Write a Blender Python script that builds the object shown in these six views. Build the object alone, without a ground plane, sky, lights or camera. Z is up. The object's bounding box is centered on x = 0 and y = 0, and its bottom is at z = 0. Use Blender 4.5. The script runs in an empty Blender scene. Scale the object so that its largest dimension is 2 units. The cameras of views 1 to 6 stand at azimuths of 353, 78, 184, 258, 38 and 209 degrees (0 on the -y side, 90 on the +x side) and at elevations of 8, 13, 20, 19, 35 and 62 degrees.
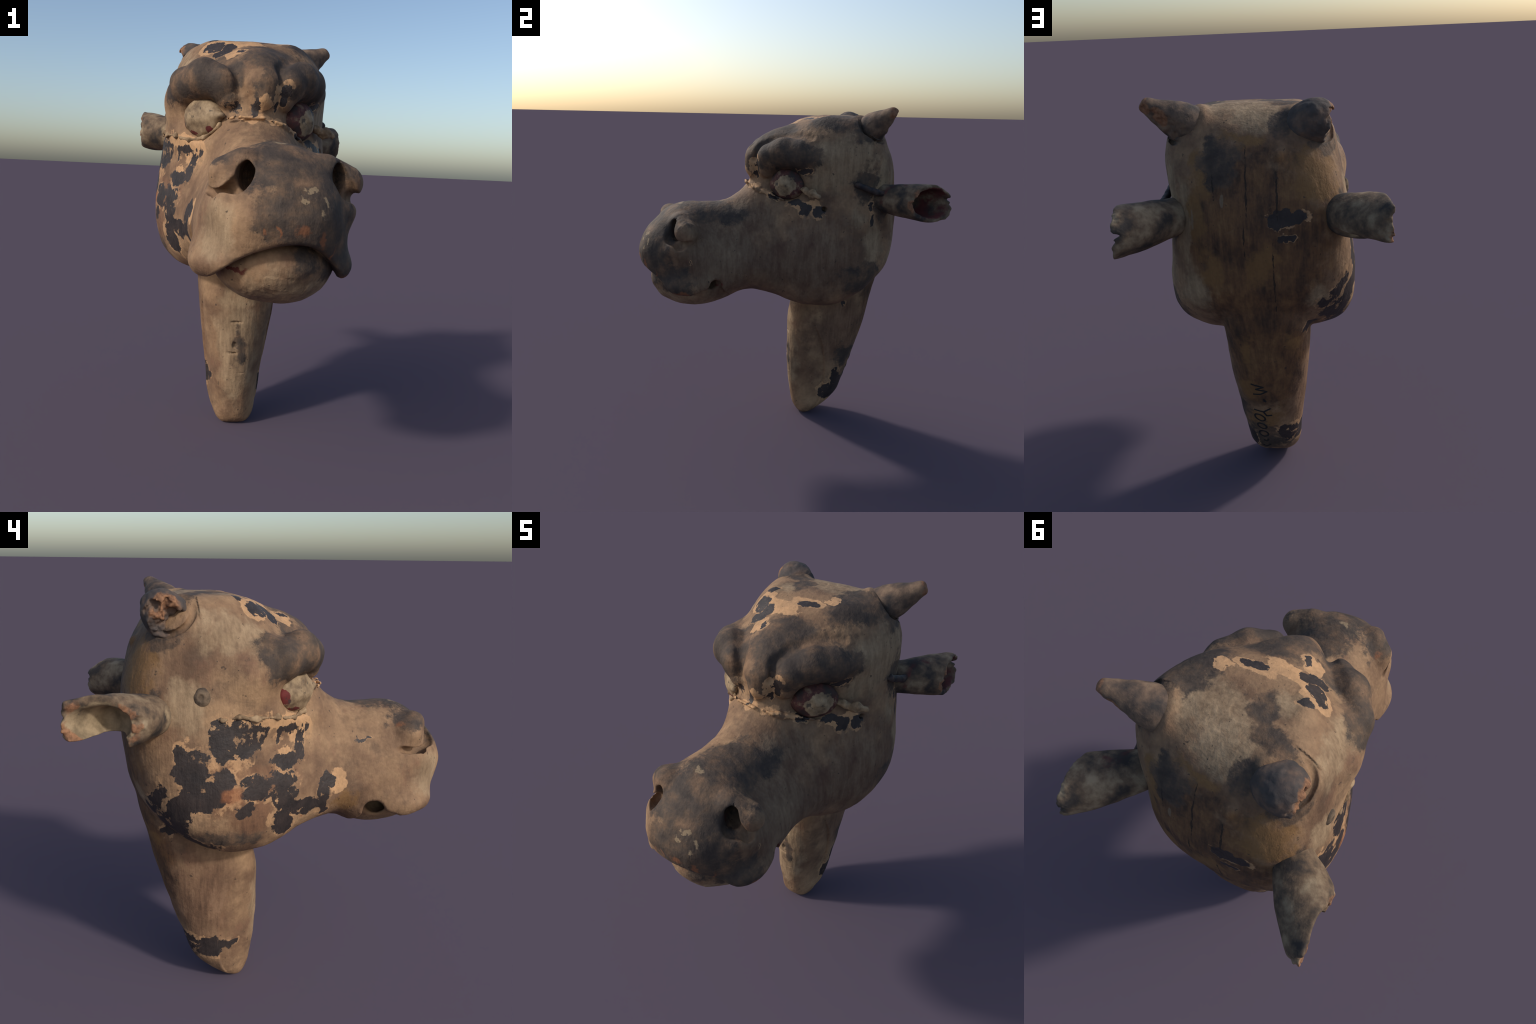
"""Carved wooden cow head on a tapering neck peg: weathered paint, chalky ground,
hollow set-in ears, one whole horn and one broken horn stub.

The carved block (head, muzzle, chin, brows, neck) is described as one smooth
implicit form made of lofts, ellipsoids and rods, polygonised here, then split by
region.  Ears, horns, eyes, pegs and plaster flakes are pieces of their own."""
import bpy, math
import numpy as np

F32 = np.float32
rng = np.random.default_rng(7)

# ------------------------------------------------------------------ implicit tools
def V(*a):
    return np.array(a, dtype=F32)

def unit(v):
    v = np.asarray(v, dtype=np.float64)
    return (v / np.linalg.norm(v)).astype(F32)

def curve(x, pts):
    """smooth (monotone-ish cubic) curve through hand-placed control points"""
    xs = np.array([p[0] for p in pts], float); ys = np.array([p[1] for p in pts], float)
    d = np.diff(ys) / np.diff(xs)
    m = np.zeros(len(xs)); m[0], m[-1] = d[0], d[-1]
    for i in range(1, len(xs) - 1):
        m[i] = 0 if d[i-1] * d[i] <= 0 else 2 * d[i-1] * d[i] / (d[i-1] + d[i])
    x = np.clip(x, xs[0], xs[-1])
    i = np.clip(np.searchsorted(xs, x) - 1, 0, len(xs) - 2)
    h = (xs[1:] - xs[:-1])[i]; t = (x - xs[i]) / h
    r = ((1 + 2*t) * (1-t)**2 * ys[i] + t * (1-t)**2 * h * m[i]
         + t*t * (3 - 2*t) * ys[i+1] + t*t * (t-1) * h * m[i+1])
    return r.astype(F32)

def smin(a, b, k):
    h = np.maximum(k - np.abs(a - b), 0) / k
    return np.minimum(a, b) - h * h * k * F32(0.25)

def smax(a, b, k):
    return -smin(-a, -b, k)

def frame(axis, up=(0, 0, 1)):
    a = unit(axis); s = unit(np.cross(up, a)); u = np.cross(a, s)
    return np.stack([a, s, u])            # rows: axis, side, up

def ell(P, c, r, R=None):
    q = P - V(*c)
    if R is not None:
        q = q @ R.T.astype(F32)
    r = V(*r)
    k0 = np.sqrt(((q / r) ** 2).sum(-1)) + F32(1e-6)
    k1 = np.sqrt(((q / (r * r)) ** 2).sum(-1)) + F32(1e-6)
    return k0 * (k0 - 1) / k1

def rod(P, a, b, ra, rb):
    a, b = V(*a), V(*b); ab = b - a
    t = np.clip(((P - a) @ ab) / (ab @ ab), 0, 1)
    q = P - a - t[..., None] * ab
    return np.sqrt((q * q).sum(-1)) - (ra + (rb - ra) * t)

def chain(P, pts, k):
    d = None
    for (p, ra), (q, rb) in zip(pts[:-1], pts[1:]):
        e = rod(P, p, q, ra, rb)
        d = e if d is None else smin(d, e, k)
    return d

def ring(P, c, axis, R, r):
    q = P - V(*c); h = q @ unit(axis)
    rad = np.sqrt(np.maximum((q * q).sum(-1) - h * h, 0))
    return np.sqrt((rad - R) ** 2 + h * h) - r

def hashed(i, j, k, seed):
    n = (i * 374761393 + j * 668265263 + k * 1274126177 + seed * 974711).astype(np.uint32)
    n = (n ^ (n >> 13)) * np.uint32(1274126177)
    n = n ^ (n >> 16)
    return (n & 0xFFFFFF).astype(F32) / F32(0xFFFFFF) * 2 - 1

def noise(P, scale, seed=0):
    q = P * V(*np.broadcast_to(np.asarray(scale, F32), 3)); i = np.floor(q).astype(np.int64); f = (q - i).astype(F32)
    f = f * f * (3 - 2 * f)
    out = 0
    for a in (0, 1):
        for b in (0, 1):
            for c in (0, 1):
                w = (f[..., 0] if a else 1 - f[..., 0]) * (f[..., 1] if b else 1 - f[..., 1]) * (f[..., 2] if c else 1 - f[..., 2])
                out = out + w * hashed(i[..., 0] + a, i[..., 1] + b, i[..., 2] + c, seed)
    return out

def fbm(P, scale, seed=0, octaves=3):
    s = np.asarray(scale, F32)
    return sum(noise(P, s * 2 ** o, seed + o) / 2 ** o for o in range(octaves))

# ------------------------------------------------------------------ polygoniser
def grid_eval(f, lo, hi, h, B=4):
    """evaluate the field finely only in the blocks that the surface can cross"""
    n = [int(math.ceil((hi[i] - lo[i]) / (h * B))) for i in range(3)]
    ax = [(lo[i] + h * np.arange(n[i] * B)).astype(F32) for i in range(3)]
    mid = [a.reshape(-1, B).mean(1) for a in ax]
    C = np.stack(np.meshgrid(*mid, indexing="ij"), -1).astype(F32)
    c = f(C)
    D = np.repeat(np.repeat(np.repeat(c, B, 0), B, 1), B, 2).astype(F32)
    act = np.argwhere(np.abs(c) < h * B * 1.5)
    o = np.stack(np.meshgrid(*[np.arange(B)] * 3, indexing="ij"), -1).reshape(-1, 3)
    for s in range(0, len(act), 4096):
        ijk = (act[s:s+4096, None] * B + o[None]).reshape(-1, 3)
        P = np.stack([ax[k][ijk[:, k]] for k in range(3)], -1)
        D[tuple(ijk.T)] = f(P)
    return D, ax

def surface_nets(f, lo, hi, h):
    D, ax = grid_eval(f, lo, hi, h)
    S = D < 0
    n = [s - 1 for s in D.shape]
    acc = np.zeros((*n, 3), F32); cnt = np.zeros(n, F32)
    def corner(o):
        return tuple(slice(o[i], o[i] + n[i]) for i in range(3))
    corners = [(a, b, c) for a in (0, 1) for b in (0, 1) for c in (0, 1)]
    for p in corners:
        for a in range(3):
            if p[a]:
                continue
            q = list(p); q[a] = 1
            A, B = D[corner(p)], D[corner(q)]
            cross = S[corner(p)] != S[corner(q)]
            t = np.where(cross, A / np.where(cross, A - B, 1), 0)
            for i in range(3):
                acc[..., i] += np.where(cross, p[i] + (t if i == a else 0), 0)
            cnt += cross
    live = cnt > 0
    idx = np.full(n, -1, np.int64); idx[live] = np.arange(live.sum())
    base = np.stack(np.meshgrid(*[a[:-1] for a in ax], indexing="ij"), -1)
    verts = base[live] + acc[live] / cnt[live][:, None] * h
    quads = []
    for a in range(3):
        b, c = (a + 1) % 3, (a + 2) % 3
        sl0 = [slice(1, -1)] * 3; sl0[a] = slice(0, -1)
        sl1 = list(sl0); sl1[a] = slice(1, None)
        s0, s1 = S[tuple(sl0)], S[tuple(sl1)]
        w = np.argwhere(s0 != s1)
        off = np.array([1, 1, 1]); off[a] = 0
        w0 = w + off
        flip = s0[tuple(w.T)]
        def at(db, dc):
            g = w0.copy(); g[:, b] -= db; g[:, c] -= dc
            return idx[tuple(g.T)]
        q = np.stack([at(1, 1), at(0, 1), at(0, 0), at(1, 0)], 1)
        q[~flip] = q[~flip][:, ::-1]
        quads.append(q)
    return verts, np.concatenate(quads)

def split_quads(v, q):
    nv = len(v)
    e = np.concatenate([q[:, [i, (i + 1) % 4]] for i in range(4)])
    es = np.sort(e, 1); key = es[:, 0] * nv + es[:, 1]
    u, first, inv = np.unique(key, return_index=True, return_inverse=True)
    mid = (v[es[first, 0]] + v[es[first, 1]]) / 2
    cen = v[q].mean(1)
    m = (inv + nv).reshape(4, -1); c = np.arange(len(q)) + nv + len(u)
    nq = [np.stack([q[:, i], m[i], c, m[i - 1]], 1) for i in range(4)]
    return np.concatenate([v, mid, cen]).astype(F32), np.concatenate(nq)

def gradient(f, v, e=0.003):
    g = np.zeros_like(v)
    for s in ((1, -1, -1), (-1, -1, 1), (-1, 1, -1), (1, 1, 1)):
        s = V(*s); g += s * f(v + e * s)[:, None]
    L = np.linalg.norm(g, axis=1, keepdims=True)
    return g / np.maximum(L, 1e-9), L[:, 0] / (4 * e)

def settle(f, v, rounds=2, h=0.01):
    for _ in range(rounds):
        n, L = gradient(f, v)
        d = f(v) / np.maximum(L, 0.3)
        v = v - n * np.clip(d, -h, h)[:, None]
    return v.astype(F32)

def polygonise(f, lo, hi, h, splits=1):
    v, q = surface_nets(f, lo, hi, h)
    v = settle(f, v, 1, h)
    for _ in range(splits):
        v, q = split_quads(v, q)
        v = settle(f, v, 1, h)
    return v, q

def make_mesh(name, v, q):
    m = bpy.data.meshes.new(name)
    m.vertices.add(len(v)); m.vertices.foreach_set("co", np.ascontiguousarray(v, F32).ravel())
    k = q.shape[1]
    m.loops.add(q.size); m.loops.foreach_set("vertex_index", np.ascontiguousarray(q, np.int32).ravel())
    m.polygons.add(len(q)); m.polygons.foreach_set("loop_start", np.arange(0, q.size, k, dtype=np.int32))
    m.polygons.foreach_set("use_smooth", np.ones(len(q), bool))
    m.update(calc_edges=True); m.validate()
    return m

# ------------------------------------------------------------------ the carved block
def snout_x(y):                      # the muzzle swings a little toward +x
    return curve(y, [(-1, 0.033), (-.7, 0.033), (-.35, 0.012), (0, 0), (.5, -.01)])

def cranium(P):
    x, y, z = P[..., 0], P[..., 1], P[..., 2]
    hw = curve(z, [(.7, .39), (.85, .40), (.95, .42), (1.05, .440), (1.15, .445), (1.3, .431), (1.45, .412), (1.6, .403), (1.7, .395), (1.8, .378), (1.9, .345), (2.0, .32)])
    xc = curve(z, [(.8, -.010), (1.5, -.010), (1.75, .012), (2, .012)])
    yw = curve(z, [(.7, .29), (1.1, .29), (1.5, .32), (1.8, .35), (2, .36)])
    yf = curve(z, [(.7, -.22), (.95, -.26), (1.2, -.30), (1.4, -.26), (1.55, -.190), (1.62, -.20), (1.7, -.215), (1.8, -.14), (1.9, .0), (2., .1)])
    yb = curve(z, [(.7, .51), (.85, .575), (.97, .617), (1.1, .650), (1.25, .674), (1.4, .685), (1.55, .673), (1.69, .640), (1.81, .585), (1.9, .545), (2, .50)])
    yb = yb + .04 * np.maximum(x, 0)
    px = np.abs(x - xc) / hw
    dy = y - yw
    fr = dy < 0
    py = np.where(fr, -dy / (yw - yf), dy / (yb - yw))
    left = curve(z, [(.8, 1.85), (1.0, 1.8), (1.15, 1.72), (1.35, 1.55), (1.5, 1.95), (1.65, 1.95), (1.75, 1.68), (1.85, 1.65), (2, 1.9)])
    right = curve(z, [(.8, 1.75), (1.0, 1.7), (1.15, 1.68), (1.35, 1.48), (1.5, 1.50), (1.65, 1.52), (1.8, 1.55), (1.9, 1.7), (2, 2.0)])
    w = np.clip((x + .06) / .12, 0, 1)
    back = np.where(x < 0, curve(z, [(.9, 2.3), (1.05, 2.4), (1.25, 3.0), (1.4, 3.4), (1.6, 3.4), (1.75, 2.9), (1.9, 2.4)]), curve(z, [(.9, 2.4), (1.2, 2.3), (1.4, 2.15), (1.9, 2.1)]))
    p = np.where(fr, left + (right - left) * w, back)
    r = (px ** p + py ** p + 1e-9) ** (1 / p)
    d = (r - 1) * np.minimum(hw, np.where(fr, yw - yf, yb - yw)) * F32(.9)
    ax = np.abs(x)
    top = curve(y, [(-.3, 1.64), (-.25, 1.68), (-.2, 1.728), (-.115, 1.788), (0, 1.860), (.11, 1.925), (.24, 1.949), (.36, 1.951), (.44, 1.932), (.52, 1.892), (.6, 1.84), (.66, 1.77)])
    top = top - .10 * ax ** 2 - 1.6 * np.maximum(ax - .18, 0) ** 2 * curve(y, [(0, 1.6), (.2, 1.3), (.42, .3)])
    d = smax(d, (z - top) * F32(.85), .07)
    bot = curve(y, [(-.35, .90), (-.2, .885), (-.1, .872), (0, .845), (.1, .82), (.2, .815), (.3, .832), (.4, .878), (.5, .945), (.6, 1.02), (.7, 1.12)])
    bot = bot + .45 * np.maximum(ax - .1, 0) ** 2
    return smax(d, (bot - z) * F32(.9), .10)

def muzzle(P):
    x, y, z = P[..., 0], P[..., 1], P[..., 2]
    u = x - snout_x(y)
    top = curve(y, [(-.8, 1.36), (-.74, 1.395), (-.68, 1.415), (-.555, 1.430), (-.44, 1.430), (-.35, 1.445), (-.27, 1.488), (-.21, 1.525), (0, 1.56)])
    hw = curve(y, [(-.9, .275), (-.72, .284), (-.62, .287), (-.48, .272), (-.35, .266), (-.2, .26), (0, .26)])
    low = curve(y, [(-.9, .275), (-.62, .292), (-.48, .295), (-.35, .292), (-.2, .302), (0, .31)])
    mixed = curve(z, [(1.08, 1), (1.33, 0)])
    hw = hw + (np.maximum(low, hw) - hw) * mixed
    below = curve(y, [(-.9, .30), (-.5, .30), (-.38, .240), (-.28, .185), (-.1, .185), (0, .185)])
    zc = F32(1.10)
    up = z > zc
    pz = np.where(up, (z - zc) / (top - zc), (zc - z) / below)
    pw = np.where(up, curve(y, [(-.6, 2.15), (-.4, 1.95), (-.2, 1.8)]), F32(2.5))
    r = ((np.abs(u) / hw) ** pw + pz ** pw + 1e-9) ** (1 / pw)
    d = (r - 1) * F32(.27)
    front = curve(z, [(.85, -.77), (.95, -.81), (1.03, -.838), (1.08, -.860), (1.15, -.872), (1.22, -.853), (1.32, -.795), (1.4, -.74), (1.5, -.66)])
    au = np.abs(u)
    front = front - .010 + .12 * np.maximum(-u - .02, 0) + .12 * np.maximum(u - .02, 0) + .6 * au ** 2 + 3.6 * np.maximum(au - .10, 0) ** 2
    d = smax(d, (front - y) * F32(.9), .10)
    # hanging lip lobes
    d = smin(d, ell(P, (-.155, -.622, .985), (.138, .165, .082)), .09)
    d = smin(d, ell(P, (.24, -.60, .98), (.095, .14, .080)), .05)
    d = smax(d, y - F32(.1), .05)
    return d

def mouth_height(x, y):
    s = x - .085
    zm = 1.072 - np.where(s < 0, 1.55, 3.6) * s * s
    zm = np.maximum(zm, .925)
    return zm + .42 * np.maximum(y + .60, 0) - 3.5 * np.maximum(y + .43, 0)

def chin(P):
    d = ell(P, (.038, -.549, .982), (.238, .265, .173))
    d = smin(d, ell(P, (.02, -.36, 1.01), (.24, .22, .13)), .06)
    return d

def neck(P):
    x, y, z = P[..., 0], P[..., 1], P[..., 2]
    u = np.abs(x + .022)
    hw = curve(z, [(0, .116), (.08, .128), (.15, .137), (.3, .153), (.5, .179), (.65, .196), (.8, .207), (1.0, .215), (1.3, .20)])
    yf = curve(z, [(0, .125), (.05, .105), (.083, .093), (.3, .064), (.48, .056), (.63, .060), (.73, .078), (.8, .095), (1., .15), (1.3, .3)])
    yb = curve(z, [(0, .30), (.07, .345), (.124, .375), (.163, .397), (.316, .449), (.514, .507), (.723, .563), (.885, .598), (1.0, .625), (1.2, .648), (1.3, .65)])
    yc = (yf + yb) / 2; hy = (yb - yf) / 2
    p = F32(2.7)
    r = ((u / hw) ** p + (np.abs(y - yc) / hy) ** p + 1e-9) ** (1 / p)
    d = (r - 1) * np.minimum(hw, hy) * F32(.9)
    # tongue-shaped facet cut into the front of the peg
    ye = curve(z, [(0, .20), (.15, .26), (.3, .27), (.5, .245), (.65, .19), (.76, .14), (.9, .12)])
    fx = np.sqrt((u / (hw - .014)) ** 2 + (np.minimum(y - ye, 0) / (ye - yf + .002)) ** 2)
    d = smax(d, (fx - 1) * .13 - 2.0 * np.maximum(y - ye, 0), .010)
    zb = curve(y, [(.05, .03), (.1, .004), (.15, 0), (.2, .012), (.27, .052), (.38, .12), (.5, .2)])
    zb = zb - .001 + 5.5 * np.maximum(u - .04, 0) ** 2
    d = smax(d, (zb - z) * F32(.85), .045)
    return smax(d, z - F32(1.25), .1)

BROW = {
    1: [((.112, -.128, 1.632), .052), ((.134, -.112, 1.702), .074), ((.194, -.044, 1.734), .084), ((.256, .040, 1.726), .080), ((.298, .132, 1.705), .062)],
    -1: [((-.126, -.150, 1.628), .052), ((-.154, -.130, 1.692), .076), ((-.234, -.076, 1.714), .087), ((-.302, .022, 1.688), .085), ((-.332, .145, 1.64), .066)],
}
EYE = {1: ((.210, -.028, 1.556), unit((.72, -.69, .0)), (.056, .108, .090)),
       -1: ((-.236, -.060, 1.546), unit((-.75, -.66, .02)), (.056, .116, .088))}
HORN = {1: ((.292, .452, 1.885), unit((.80, .34, .50))), -1: ((-.275, .462, 1.882), unit((-.74, .42, .53)))}

def near(P, d, lo, hi, op):
    """apply a local carving step only inside a box"""
    m = np.all((P > V(*lo)) & (P < V(*hi)), -1)
    if m.any():
        d[m] = op(P[m], d[m])
    return d

CREASE = {  # valley that sets each brow off from the forehead
    1: [((.086, -.200, 1.690), .010), ((.092, -.170, 1.765), .016), ((.126, -.104, 1.812), .017), ((.172, -.042, 1.838), .016), ((.228, .030, 1.845), .013), ((.285, .085, 1.828), .008)],
    -1: [((-.090, -.200, 1.660), .010), ((-.100, -.185, 1.735), .016), ((-.140, -.135, 1.792), .017), ((-.195, -.070, 1.822), .015), ((-.255, .010, 1.828), .010)],
}

def eye_cut(s):
    def op(P, d):
        y = P[..., 1]
        k = curve(y, [(-.2, .014), (.0, .014), (.12, .05), (.3, .10)]) if s > 0 else curve(y, [(-.2, .014), (-.04, .016), (.10, .11), (.3, .12)])
        c, n, r = EYE[s]; R = frame(n); c = np.array(c)
        d = smax(d, -ell(P, c + n * .05, (.078, r[1] + .016, .100), R), .03)
        d = smin(d, chain(P, BROW[s], .03), k)
        d = smax(d, -chain(P, CREASE[s], .01), .030)
        side = R[1] * (1 if R[1][0] * s > 0 else -1)
        return smax(d, -rod(P, c + n * .045 - side * .06 + V(0, 0, .035), c + n * .03 + side * .085 + V(0, 0, .02), .016, .020), .010)
    return op

WING = {1: [((.212, -.645, 1.335), .055), ((.288, -.622, 1.290), .070)], -1: [((-.110, -.690, 1.345), .055), ((-.168, -.645, 1.308), .065)]}
BOWL = {1: [((.235, -.735, 1.335), .030), ((.270, -.710, 1.270), .042), ((.318, -.660, 1.226), .026), ((.362, -.560, 1.243), .012)],
        -1: [((-.098, -.775, 1.325), .026), ((-.122, -.765, 1.270), .042), ((-.180, -.700, 1.222), .030), ((-.240, -.575, 1.252), .012)]}
BORE = {1: ((.27, -.715, 1.30), (.19, -.60, 1.30)), -1: ((-.115, -.775, 1.30), (-.06, -.65, 1.30))}

def nostril(s):
    def op(P, d):
        d = smin(d, chain(P, WING[s], .02), .04)
        d = smin(d, ell(P, (.262, -.655, 1.185) if s > 0 else (-.150, -.700, 1.185), (.065, .075, .055)), .05)
        d = smax(d, -chain(P, BOWL[s], .02), .010)
        a, b = (np.array(q) for q in BORE[s])
        return smax(d, -(ell(P, (a + b) / 2, (.105, .038, .064), frame(b - a)) + .004 * fbm(P, 20, 95, 2)), .012)
    return op

def mouth_corners(P, d):
    d = smax(d, -rod(P, (.36, -.43, .980), (.20, -.50, .985), .030, .032), .02)
    return smax(d, -chain(P, [((-.32, -.43, .965), .045), ((-.14, -.52, .965), .05), ((-.12, -.60, .945), .03)], .02), .02)

def horn_seat(s):
    def op(P, d):
        c, a = HORN[s]
        d = smin(d, ell(P, np.array(c) - a * .056, (.032, .10, .10), frame(a)), .04)
        return smax(d, -ring(P, np.array(c) + a * .004, a, .097, .014), .004)
    return op

def chin_crust(P, d):
    x, y, z = P[..., 0], P[..., 1], P[..., 2]
    lump = np.exp(-((x - .04) / .2) ** 2 - ((y + .72) / .2) ** 2 - ((z - .93) / .11) ** 2)
    step = np.floor(fbm(P, 7, 83, 2) * 3) / 3          # plates of plaster with broken edges
    return d - lump * (.008 * fbm(P, 11, 80, 3) + .007 * step)

def bridge_crust(P, d):
    line = [((-.16, -.185, 1.535), .008), ((-.08, -.225, 1.545), .010), ((.02, -.235, 1.545), .011), ((.10, -.205, 1.525), .010), ((.17, -.12, 1.490), .010), ((.25, -.015, 1.450), .008)]
    d = smin(d, chain(P, line, .01) + .003 + .007 * fbm(P, 22, 81, 3), .010)
    return smax(d, -rod(P, (.0, -.258, 1.705), (-.088, -.218, 1.615), .007, .004), .006)

def neck_nicks(P, d):
    for c, r in (((-.035, .058, .565), (.030, .012, .005)), ((-.04, .062, .445), (.012, .012, .016)), ((-.055, .064, .405), (.030, .010, .005)), ((.0, .062, .30), (.02, .008, .004))):
        d = smax(d, -ell(P, c, r), .006)
    return d

def back_knots(P, d):
    for c, r in (((.102, .682, 1.492), .034), ((.17, .668, 1.36), .020)):
        d = smax(d, -ring(P, c, (0, 1, 0), r, .005), .006)
    return smin(d, ell(P, (-.125, .600, 1.755), (.018, .020, .020)), .012)

def block(P):
    x, y, z = P[..., 0], P[..., 1], P[..., 2]
    d = cranium(P)
    def snout(P, d):
        # upper muzzle with its lip cut along the mouth line, chin below it
        x, y, z = P[..., 0], P[..., 1], P[..., 2]
        m = smax(muzzle(P), mouth_height(x, y) - z, .022)
        low = smax(chin(P), z - np.maximum(mouth_height(x, y), .96) - .012, .03)
        return smin(d, smin(m, low, .010), .085)
    d = near(P, d, (-.6, -1.1, .6), (.6, .16, 1.75), snout)
    def glabella(P, d):
        d = smin(d, ell(P, (.012, .05, 1.72), (.19, .245, .155)), .05)
        return smin(d, chain(P, [((.016, -.10, 1.745), .062), ((.020, -.182, 1.69), .054), ((.022, -.202, 1.635), .044)], .04), .045)
    d = near(P, d, (-.3, -.4, 1.45), (.32, .4, 2.05), glabella)
    for s in (1, -1):
        d = near(P, d, (0, -.4, 1.35) if s > 0 else (-.6, -.4, 1.35), (.6, .35, 1.95) if s > 0 else (0.02, .35, 1.95), eye_cut(s))
        d = near(P, d, (.05, -.95, 1.1) if s > 0 else (-.4, -.95, 1.1), (.5, -.4, 1.5) if s > 0 else (.05, -.4, 1.5), nostril(s))
        c = np.array(HORN[s][0]); d = near(P, d, c - .2, c + .2, horn_seat(s))
    d = near(P, d, (-.45, -.75, .8), (.45, -.3, 1.1), mouth_corners)
    d = near(P, d, (-.5, -.1, -.1), (.5, .85, 1.45), lambda P, d: smin(d, neck(P), .018))
    d = near(P, d, (-.35, -.95, .7), (.45, -.35, 1.15), chin_crust)
    d = near(P, d, (-.25, -.32, 1.38), (.35, .1, 1.78), bridge_crust)
    d = near(P, d, (-.2, -.02, .2), (.2, .12, .7), neck_nicks)
    d = near(P, d, (-.2, .5, 1.25), (.25, .8, 1.85), back_knots)
    d = near(P, d, (.3, .02, 1.35), (.55, .22, 1.5), lambda P, d: smax(d, -rod(P, (.33, .155, 1.43), (.46, .17, 1.42), .014, .014), .006))
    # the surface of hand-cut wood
    return d + .0035 * fbm(P, 8, 3, 2) + .0006 * noise(P, (70, 70, 14), 9)

def vertex_normals(v, q):
    n = np.cross(v[q[:, 2]] - v[q[:, 0]], v[q[:, 3]] - v[q[:, 1]])
    out = np.zeros_like(v)
    for i in range(4):
        for k in range(3):
            out[:, k] += np.bincount(q[:, i], n[:, k], len(v))
    return out / np.maximum(np.linalg.norm(out, axis=1, keepdims=True), 1e-12)

# ------------------------------------------------------------------ set-in pieces
def ear(P, s):
    """hollow tapered tube, sliced by an upright plane so that it opens outward"""
    x, y, z = P[..., 0], P[..., 1], P[..., 2]
    a = V(s * .28, .455 if s > 0 else .47, 1.487); b = V(s * .60, .77 if s > 0 else .79, 1.482 if s > 0 else 1.522)
    ax = unit(b - a); R = frame(ax)
    q = (P - a) @ R.T.astype(F32)
    t = q[..., 0]
    rs = curve(t, [(0, .070), (.1, .084), (.2, .104), (.3, .118), (.45, .122)])
    ru = curve(t, [(0, .076), (.1, .082), (.2, .093), (.3, .103), (.45, .108)])
    rad = np.sqrt((q[..., 1] / rs) ** 2 + (q[..., 2] / ru) ** 2 + 1e-9)
    d = (rad - 1) * np.minimum(rs, ru)
    wall = F32(.026 if s > 0 else .040)
    hollow = smax(d + wall, F32(.20 if s > 0 else .27) - t, .05)
    rough = fbm(P, 42, 21 + s, 2)
    if s > 0:
        cut = (x - .558) * .94 + (y - .68) * .10 + .006 * rough
    else:
        cut = (-x - .566) * .98 + (y - .74) * (-.06) + .006 * rough
    d = smax(d, cut, .012 if s > 0 else .022)
    if s < 0:
        d = smax(d, -ell(P, (-.60, .74, 1.60), (.05, .085, .07)), .01)
    d = smax(d, y - (.845 if s > 0 else .876) + .008 * rough, .02)
    d = smax(d, -hollow, .012 if s > 0 else .022)
    if s > 0:   # chip out of the tip
        d = smax(d, -ell(P, (.60, .84, 1.500), (.10, .075, .018)), .006)
        d = smax(d, (y - .785) * .6 + (z - 1.565) * .8 + .006 * rough, .012)
    else:       # lower outer wall broken away
        d = smax(d, -smax(smax((z - 1.462), -x - .62, .01), .655 - y, .02), .008)
    d = smax(d, -t - .0, .01)
    return d + .0025 * fbm(P, 16, 33, 2)

def horn(P, s):
    c, a = HORN[s]; c = V(*c)
    if s > 0:
        tip = V(.442, .512, 1.972)
        q0 = c - a * .03
        ax = unit(tip - q0); L = float(np.linalg.norm(tip - q0))
        R = frame(ax); q = (P - q0) @ R.T.astype(F32); t = q[..., 0]
        rr = curve(t, [(-.05, .088), (.03, .087), (.08, .076), (.14, .055), (.19, .037), (.25, .024)])
        d = (np.sqrt(q[..., 1] ** 2 + q[..., 2] ** 2) - rr) * F32(.85)
        d = smax(d, t - L - .01, .02)
        d = smax(d, -t - .02, .01)
        n = unit((.25, .88, -.40))
        cut = (P - V(.375, .512, 1.895)) @ n
        d = smax(d, cut + .004 * fbm(P, 45, 4, 2), .008)
        hol = smax(rod(P, q0, tip - a * .05, .062, .020), -t + .035, .01)
        d = smax(d, -smax(hol, -cut - .05, .01), .006)
        return d + .002 * fbm(P, 22, 12, 2)
    R = frame(a); q = (P - c) @ R.T.astype(F32)
    d = ell(P, c + V(.015, .021, -.010), (.122, .094, .094), R)
    n = unit((-.88, -.12, -.25))
    cut = (P - V(-.338, .47, 1.90)) @ n + .024 * fbm(P, 24, 40, 3)
    d = smax(d, cut, .01)
    d = smax(d, -ell(P, V(-.36, .442, 1.862), (.075, .068, .058)) + .022 * fbm(P, 30, 44, 2), .008)
    return d + .007 * fbm(P, 16, 14, 3)

def eyeball(P, s):
    c, n, r = EYE[s]; R = frame(n)
    inner = {1: (.122, -.098, 1.545), -1: (-.158, -.170, 1.552)}[s]      # almond corner toward the nose
    d = smin(ell(P, c, r, R), rod(P, np.array(c) + n * .006, inner, .042, .014), .03)
    return d + .004 * fbm(P, 18, 50 + s, 2) + .002 * noise(P, 50, 51)

def stud(P):      # wooden plug in the left temple
    d = ell(P, (-.398, .36, 1.565), (.026, .036, .042))
    d = smax(d, -ell(P, (-.428, .368, 1.572), (.014, .014, .016)), .006)
    return d + .003 * fbm(P, 40, 60, 2)

def nail(P):      # bent iron pin between the right temple and the ear
    return chain(P, [((.37, .325, 1.572), .017), ((.402, .335, 1.570), .017), ((.418, .44, 1.530), .017), ((.405, .50, 1.515), .016)], .01) + .0015 * noise(P, 60, 3)

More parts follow.
